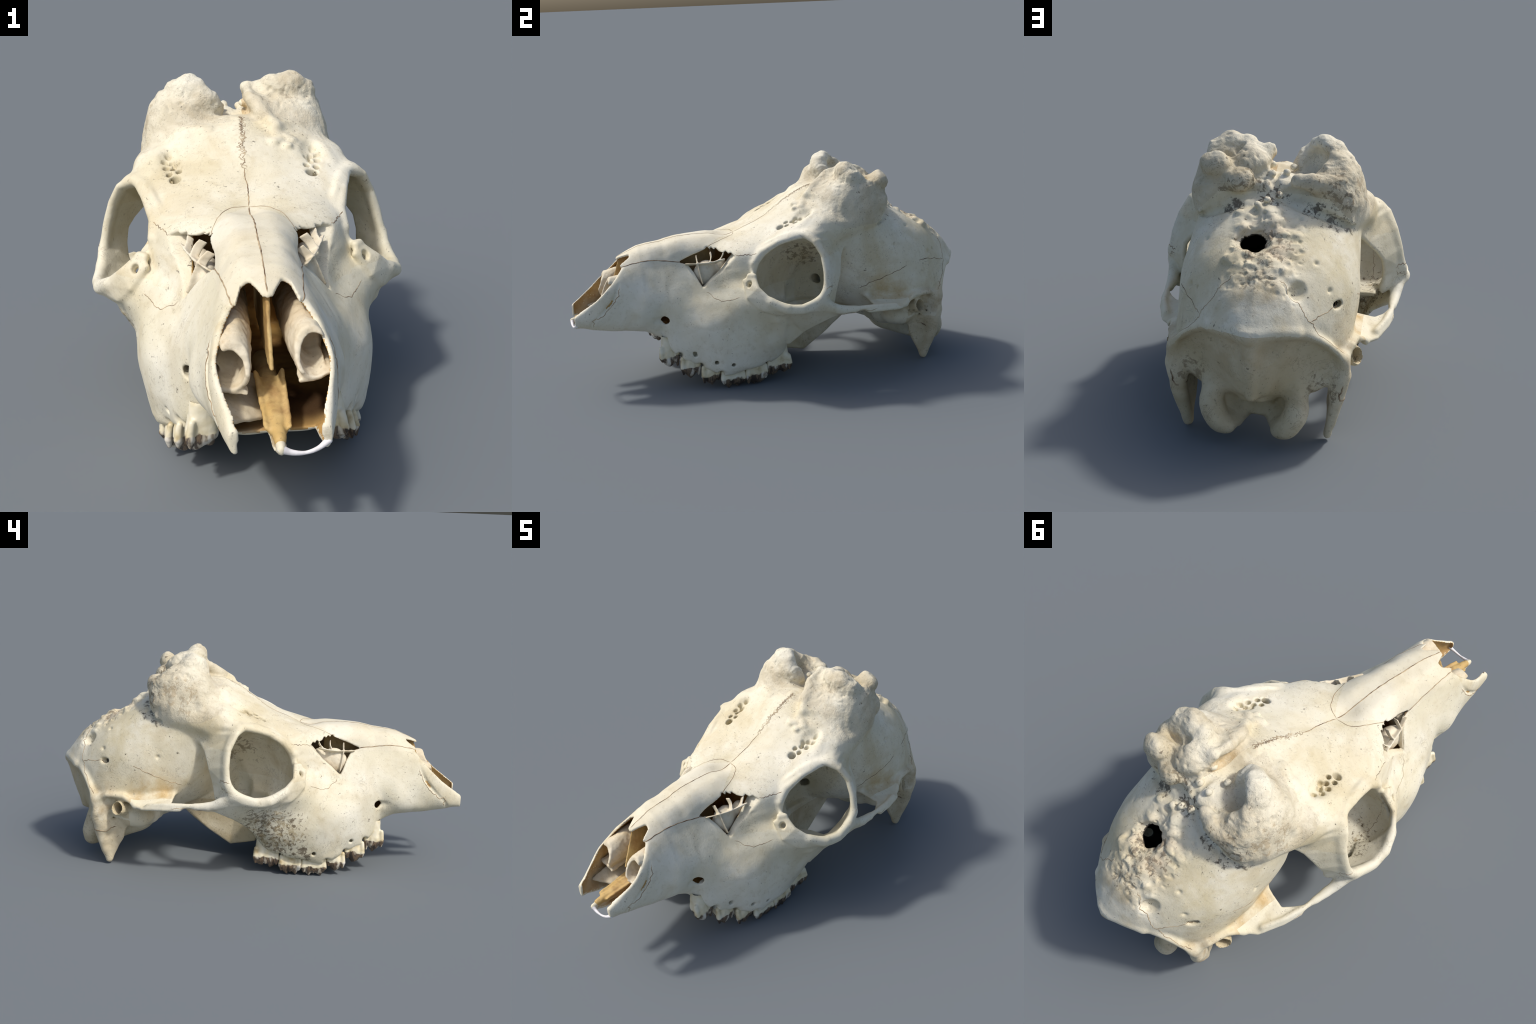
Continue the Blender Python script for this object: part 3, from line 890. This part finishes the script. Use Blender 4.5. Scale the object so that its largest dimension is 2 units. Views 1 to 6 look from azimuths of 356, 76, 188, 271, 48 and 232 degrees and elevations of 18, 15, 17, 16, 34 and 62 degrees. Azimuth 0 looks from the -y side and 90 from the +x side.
FN = N[Q].mean(1)
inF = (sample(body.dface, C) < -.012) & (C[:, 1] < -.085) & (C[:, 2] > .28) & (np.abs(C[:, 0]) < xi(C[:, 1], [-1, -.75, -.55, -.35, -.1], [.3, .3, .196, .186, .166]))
inB = (sample(body.dcran, C) < -.030) & (C[:, 1] > .30) & (C[:, 1] < .88) & (C[:, 2] > .27)
names, reg, side = regions(C, FN, inF, inB)
for i, nm in enumerate(names):
    for sd in ((0, 1) if nm in PAIRED else (None,)):
        m = (reg == i) & ((side == sd) if sd is not None else True)
        if m.sum() < 4:
            continue
        q = Q[m]
        u, inv = np.unique(q, return_inverse=True)
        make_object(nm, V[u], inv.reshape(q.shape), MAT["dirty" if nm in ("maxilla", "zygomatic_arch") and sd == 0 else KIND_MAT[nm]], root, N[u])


# ------------------------------------------------------------------ small solids of their own
def piece(name, shapes, lo, hi, mat, h=.004, cuts=(), origin=None, bumps=0.0, seed=0, parent=None):
    S = Solid(np.array(lo) - .012, np.array(hi) + .012, h)
    for sh, k in shapes:
        S.add(sh, k)
    for sh, k in cuts:
        S.sub(sh, k)
    v, q = surface_net(S)
    v = relax(v, q, 1, .5)
    n = vertex_normals(v, q)
    if np.einsum("ij,ij->i", v[q[:, 0]], np.cross(v[q[:, 1]], v[q[:, 2]])).sum() < 0:
        q, n = q[:, ::-1].copy(), -n
    if bumps:
        v = v + n * (bumps * (perlin(v, 30, seed) + .5 * perlin(v, 70, seed + 1)))[:, None]
    o = np.zeros(3) if origin is None else np.array(origin, float)
    ob = make_object(name, v - o, q, mat, parent or root)
    ob.location = o
    return ob


def tooth_material():
    m = bpy.data.materials.new("stained_tooth")
    m.use_nodes = True
    nt = m.node_tree
    L = nt.links.new
    bs = nt.nodes["Principled BSDF"]
    tc = nt.nodes.new("ShaderNodeTexCoord").outputs["Object"]
    sp = nt.nodes.new("ShaderNodeSeparateXYZ")
    L(tc, sp.inputs[0])
    geo = nt.nodes.new("ShaderNodeObjectInfo")

    def noise(sc, det=4, stretch=None):
        n = nt.nodes.new("ShaderNodeTexNoise")
        n.noise_dimensions = "4D"
        n.inputs["Scale"].default_value = sc
        n.inputs["Detail"].default_value = det
        w = nt.nodes.new("ShaderNodeMath")
        w.operation = "MULTIPLY"
        L(geo.outputs["Random"], w.inputs[0])
        w.inputs[1].default_value = 20
        L(w.outputs[0], n.inputs["W"])
        src = tc
        if stretch:
            mp = nt.nodes.new("ShaderNodeMapping")
            mp.inputs["Scale"].default_value = stretch
            L(tc, mp.inputs[0])
            src = mp.outputs[0]
        L(src, n.inputs["Vector"])
        return n.outputs["Fac"]
    # tartar line: dark below, wavy edge
    add = nt.nodes.new("ShaderNodeMath")
    add.operation = "MULTIPLY_ADD"
    L(noise(28), add.inputs[0])
    add.inputs[1].default_value = .055
    L(sp.outputs["Z"], add.inputs[2])
    band = ramp(nt, [(.40, (1, 1, 1)), (.425, (0, 0, 0))], add_scale(nt, add.outputs[0], 5.0, .275))
    cream = ramp(nt, [(.30, (.45, .35, .18)), (.42, (.66, .58, .38)), (.65, (.78, .73, .57))], noise(20))
    dark = ramp(nt, [(.40, (.05, .036, .026)), (.47, (.20, .14, .085)), (.52, (.07, .052, .042)), (.57, (.40, .34, .25)), (.63, (.68, .64, .55))], noise(34, 5, (1, 1, .28)))
    mx = nt.nodes.new("ShaderNodeMix")
    mx.data_type = "RGBA"
    L(band, mx.inputs[0])
    L(cream, mx.inputs[6])
    L(dark, mx.inputs[7])
    L(mx.outputs[2], bs.inputs["Base Color"])
    bs.inputs["Roughness"].default_value = .38
    bp = nt.nodes.new("ShaderNodeBump")
    bp.inputs["Strength"].default_value = .4
    bp.inputs["Distance"].default_value = .003
    L(noise(60), bp.inputs["Height"])
    L(bp.outputs[0], bs.inputs["Normal"])
    return m


def add_scale(nt, src, k, c):
    n = nt.nodes.new("ShaderNodeMath")
    n.operation = "MULTIPLY_ADD"
    nt.links.new(src, n.inputs[0])
    n.inputs[1].default_value = k
    n.inputs[2].default_value = c
    return n.outputs[0]


TOOTH = tooth_material()
EDGES = [-.605, -.511, -.417, -.327, -.206, -.096, .030]
for sx in (-1, 1):
    for i in range(6):
        y0, y1 = EDGES[i] + .008, EDGES[i + 1] - .008
        yc, ln = (y0 + y1) / 2, y1 - y0
        r = np.random.default_rng(50 + i + 10 * (sx > 0))
        zg = xi(yc, [-.564, -.497, -.408, -.318, -.206, -.097, -.007], [.212, .178, .126, .085, .078, .104, .126])
        zt = xi(yc, [-.58, -.517, -.406, -.261, -.150, -.068, .01], [.128, .088, .030, .004, .004, .018, .056])
        xo = xi(yc, [-.6, -.5, -.4, -.25, -.1, 0], [.208, .246, .284, .312, .312, .294])
        wd = .070 if i < 3 else .090
        tilt = (zt - xi(yc + .05, [-.58, -.517, -.406, -.261, -.150, -.068, .01], [.128, .088, .030, .004, .004, .018, .056])) / .05 * .4
        sh, cu = [], []

        def P(u, v, w):            # u along the row, v out to the cheek, w 0 at the gum .. 1 at the tip
            return (sx * (xo - .03 + v), yc + u, zg + (zt - zg) * w - tilt * u * w * .6)
        cols = (-.24, .24) if i >= 3 else (0.0,)
        for cu_ in cols:
            rr = ln * (.285 if i >= 3 else .46)
            u = cu_ * ln
            sh.append((rod([P(u * .9, -.012, -.45), P(u, -.004, .15), P(u, .0, .55), P(u, .0, .72)], [rr * .80, rr * .88, rr * 1.02, rr * .80]), .010))
            sh.append((rod([P(u, .006, .45), P(u + r.uniform(-.008, .008), .012, r.uniform(.90, 1.06))], [rr * .82, rr * .16]), .010))
            sh.append((rod([P(u, -wd + .045, -.3), P(u, -wd + .04, .45), P(u, -wd + .035, .80)], [rr * .8, rr * .9, rr * .35]), .012))
            cu.append((ball(P(u, -.012, .98), (.012, rr * .62, .022)), .006))
        for e in (-.5, .5, 0.0):
            sh.append((rod([P(e * ln * .92, .012, .0), P(e * ln * .96, .020, .5), P(e * ln * .92, .020, .80 + r.uniform(-.12, .10))], [.010, .013, .006]), .010))
        cu.append((rod([P(0, .045, .1), P(0, .05, .9)], .012), .012))
        a = np.array([P(-ln / 2, -wd - .01, -.5), P(ln / 2, .04, 1.08), P(ln / 2, -wd, 1.08), P(-ln / 2, .04, -.5)])
        piece("tooth", sh, a.min(0), a.max(0), TOOTH, .0034, cu, origin=P(0, 0, .45), bumps=.0016, seed=60 + i)

# ---- inside the nose
SHELL = bone_material("turbinate_bone", (.64, .555, .39), (.73, .67, .53), (.46, .29, .10), .65, .3, .25)
OCHRE = bone_material("ochre_bone", (.50, .325, .105), (.63, .48, .235), (.20, .075, .022), .7, .4, .25)
for sx in (-1, 1):
    # scroll: a dome open to the front, closed further back, standing on a shelf from the wall
    zt = .012 * sx
    c = [(sx * .096, -.845, .482 + zt), (sx * .092, -.70, .50), (sx * .085, -.46, .515)]
    o = [(sx * .106, -.93, .468 + zt), (sx * .104, -.78, .485 + zt), (sx * .102, -.73, .495)]
    piece("turbinate", [(rod(c, [.042, .050, .050], flat=(2, .68)), .01), (sheet([(sx * .142, -.83, .435 + zt), (sx * .15, -.6, .45)], [(sx * .066, -.845, .418 + zt), (sx * .08, -.6, .42)], .006), .012)],
          (min(0, sx * .17), -.94, .37), (max(0, sx * .17), -.38, .60), SHELL, .0036,
          [(rod(o, [.036, .036, .022], flat=(2, .75)), .006), (rod([(sx * .16, -.93, .50), (sx * .155, -.74, .50)], .036), .012),
           (rod([(sx * .10, -.90, .575), (sx * .055, -.865, .47)], [.035, .014]), .01),
           (side_prism([(-.97, .3), (-.97, .65), (-.77, .65), (-.815, .54), (-.85, .46), (-.835, .41), (-.90, .3)], -.3, .3), .006)], bumps=.0045, seed=20 + sx)
    # ethmoid cells seen through the gap before the orbit
    def wall(pts, d=(.020, 0, .012), th=.0028):       # thin bony partition reaching inward from a rim line
        P = curve([(sx * a, b, c) for a, b, c in pts], 3)
        return (sheet(P, P - np.array([sx * d[0], d[1], d[2]]), th), .006)
    piece("ethmoid_cells", [(ball((sx * .138, -.340, .530), (.040, .068, .075)), .01), (ball((sx * .150, -.265, .565), (.025, .03, .04)), .01),
                            wall([(.140, -.440, .598), (.165, -.385, .600), (.185, -.330, .604), (.212, -.262, .622)]),
                            wall([(.165, -.385, .600), (.182, -.380, .560), (.200, -.372, .510)]),
                            wall([(.185, -.330, .604), (.172, -.318, .628), (.155, -.318, .648)]),
                            wall([(.200, -.290, .612), (.192, -.272, .628), (.188, -.262, .645)], (.016, 0, .012)),
                            wall([(.165, -.385, .600), (.150, -.385, .618), (.135, -.385, .632)])],
          (min(.06 * sx, .23 * sx), -.47, .42), (max(.06 * sx, .23 * sx), -.2, .66), SHELL, .0034, bumps=.0025, seed=30)
piece("palate_shelf", [(sheet([(-.122, -.90, .365), (-.132, -.78, .39), (-.138, -.60, .40)], [(-.035, -.825, .335), (-.03, -.75, .34), (-.03, -.60, .34)], .007), .01)],
      (-.17, -.93, .31), (0, -.57, .43), SHELL, .004, bumps=.003, seed=44)
piece("nasal_septum", [(sheet([(0, -.735, .632), (0, -.60, .675), (0, -.30, .69)], [(0, -.80, .45), (0, -.62, .43), (0, -.30, .43)], .005), .01),
                       (rod([(0, -.965, .345), (0, -.80, .37), (0, -.50, .34)], [.016, .024, .03]), .01),
                       (sheet([(-.028, -.93, .36), (-.035, -.70, .40)], [(0, -.93, .335), (0, -.70, .31)], .006), .01),
                       (sheet([(.028, -.93, .36), (.035, -.70, .40)], [(0, -.93, .335), (0, -.70, .31)], .006), .01)],
      (-.06, -1.0, .28), (.06, -.28, .70), OCHRE, .004, [(rod([(0, -.97, .385), (0, -.70, .41)], .016), .008)], bumps=.003, seed=40)


# ---- sutures: thin dark seams laid into the surface
from mathutils import Vector
from mathutils.bvhtree import BVHTree
bvh = BVHTree.FromPolygons([tuple(v) for v in V], [tuple(int(i) for i in q) for q in Q])


def seam_mesh(lines):
    """lines: (points, radius, wiggle, wavelength) -> one tube mesh following the bone."""
    VV, FF, off = [], [], 0
    for pts, rad, amp, wl, seed in lines:
        P = curve(pts, 40)
        seg = np.r_[0, np.cumsum(np.linalg.norm(np.diff(P, axis=0), axis=1))]
        n = max(8, int(seg[-1] / (.0022 if wl < .02 else .004)))
        s = np.linspace(0, seg[-1], n)
        P = np.stack([np.interp(s, seg, P[:, k]) for k in range(3)], 1)
        T = np.gradient(P, axis=0)
        T /= np.linalg.norm(T, axis=1, keepdims=True) + 1e-9
        pn = perlin(np.stack([s * 0 + seed, s * 0, s], 1), 1 / wl, seed) + .6 * perlin(np.stack([s * 0, s * 0 + seed, s], 1), 2.3 / wl, seed + 1)
        out, nor = [], []
        for p, t, w in zip(P, T, pn):
            hit = bvh.find_nearest(Vector(p))
            q, nn = np.array(hit[0]), np.array(hit[1])
            sd = np.cross(nn, t)
            q2 = q + sd * (amp * 1.6 * w)
            hit = bvh.find_nearest(Vector(q2))
            out.append(np.array(hit[0]))
            nor.append(np.array(hit[1]))
        out, nor = np.array(out), np.array(nor)
        T = np.gradient(out, axis=0)
        T /= np.linalg.norm(T, axis=1, keepdims=True) + 1e-9
        B = np.cross(nor, T)
        B /= np.linalg.norm(B, axis=1, keepdims=True) + 1e-9
        wv = rad * (1 + .5 * perlin(np.stack([s * 0 + 5, s, s * 0 + seed], 1), 40, seed)) * np.clip(np.minimum(np.arange(n), np.arange(n)[::-1]) / 3, .15, 1)
        ring = [(math.cos(a), math.sin(a)) for a in np.arange(6) * math.tau / 6]
        for ca, sa in ring:
            VV.append(out + B * (wv * ca)[:, None] + nor * (wv * (.45 * sa) + .0001)[:, None])
        vi = off + np.arange(6 * n).reshape(6, n)
        for a in range(6):
            b_ = (a + 1) % 6
            FF.append(np.stack([vi[a, :-1], vi[b_, :-1], vi[b_, 1:], vi[a, 1:]], 1))
        off += 6 * n
    return np.vstack(VV), np.vstack(FF)


lines = [([(0, -.752, .633), (0, -.568, .69), (0, -.35, .715), (0, -.172, .704)], .0021, .002, .05, 1),
         ([(0, -.172, .704), (0.004, -.08, .75), (0, .0, .79)], .0018, .004, .04, 2),
         ([(0, -.01, .79), (.008, .12, .85), (.012, .235, .905)], .0011, .016, .018, 3),
         ([(0, .0, .79), (.004, .12, .85), (.012, .235, .905)], .0011, .018, .009, 33),
         ([(0.006, .05, .82), (.01, .15, .87), (.014, .24, .905)], .0010, .016, .011, 34),
         ([(-.004, .06, .82), (.002, .16, .87), (.008, .24, .905)], .0010, .016, .010, 35)]
for sx in (-1, 1):
    lines += [
        ([(0, -.172, .704), (sx * .06, -.195, .72), (sx * .10, -.25, .70), (sx * .122, -.335, .66)], .0014, .003, .05, 4),
        ([(sx * .088, -.75, .60), (sx * .10, -.62, .62), (sx * .115, -.50, .61), (sx * .12, -.43, .597)], .0021, .003, .06, 5),
        ([(sx * .165, -.767, .53), (sx * .175, -.796, .464), (sx * .175, -.858, .398), (sx * .165, -.90, .361), (sx * .15, -.912, .320)], .0016, .006, .03, 6),
        ([(sx * .20, .885, .50), (sx * .25, .78, .52), (sx * .29, .66, .53), (sx * .32, .54, .49), (sx * .33, .45, .45), (sx * .29, .38, .42)], .0014, .005, .03, 7),
        ([(sx * .08, .86, .64), (sx * .14, .88, .57), (sx * .20, .88, .49), (sx * .26, .84, .42), (sx * .30, .80, .36)], .0014, .008, .02, 8),
        ([(sx * .246, -.222, .642), (sx * .27, -.16, .645), (sx * .285, -.11, .64)], .0013, .007, .015, 9),
        ([(sx * .225, -.36, .475), (sx * .239, -.339, .453), (sx * .29, -.30, .44), (sx * .33, -.22, .46)], .0011, .006, .03, 10),
        ([(sx * .345, -.17, .46), (sx * .36, -.08, .36), (sx * .34, -.02, .27), (sx * .33, .01, .22)], .0010, .009, .02, 11),
        ([(sx * .46, .20, .375), (sx * .46, .30, .365), (sx * .45, .42, .36)], .0013, .004, .04, 12),
        ([(sx * .45, .20, .50), (sx * .475, .175, .51), (sx * .485, .15, .50)], .0014, .012, .012, 13),
        ([(sx * .46, .20, .48), (sx * .478, .18, .47), (sx * .487, .15, .47)], .0011, .012, .012, 14),
        ([(sx * .31, .83, .25), (sx * .29, .79, .19), (sx * .27, .70, .20)], .003, .006, .03, 15),
    ]
seam = bpy.data.materials.new("dark_seam")
seam.use_nodes = True
nb = seam.node_tree.nodes["Principled BSDF"]
tcn = seam.node_tree.nodes.new("ShaderNodeTexCoord")
nz = seam.node_tree.nodes.new("ShaderNodeTexNoise")
nz.inputs["Scale"].default_value = 25
seam.node_tree.links.new(tcn.outputs["Object"], nz.inputs["Vector"])
seam.node_tree.links.new(ramp(seam.node_tree, [(.36, (.13, .08, .045)), (.62, (.48, .37, .23))], nz.outputs["Fac"]), nb.inputs["Base Color"])
nb.inputs["Roughness"].default_value = .9
sv, sf = seam_mesh(lines)
so = make_object("bone_seams", sv, sf, seam, root)
so["kind"] = "stuff"

# ---- dried strip of gristle at the nose tip
gr = bpy.data.materials.new("dried_gristle")
gr.use_nodes = True
g = gr.node_tree.nodes["Principled BSDF"]
tcn = gr.node_tree.nodes.new("ShaderNodeTexCoord")
nz = gr.node_tree.nodes.new("ShaderNodeTexNoise")
nz.inputs["Scale"].default_value = 40
gr.node_tree.links.new(tcn.outputs["Object"], nz.inputs["Vector"])
gr.node_tree.links.new(ramp(gr.node_tree, [(.35, (.62, .60, .60)), (.65, (.82, .80, .80))], nz.outputs["Fac"]), g.inputs["Base Color"])
g.inputs["Roughness"].default_value = .4
piece("gristle_strip", [(rod(curve([(.0, -.99, .335), (.025, -.992, .326), (.055, -.99, .322), (.085, -.985, .328), (.112, -.975, .342)], 4),
                             np.interp(np.linspace(0, 1, 17), [0, .15, .5, .8, 1], [.011, .008, .0045, .006, .009])), .004)],
      (-.01, -1.0, .31), (.125, -.96, .36), gr, .002)
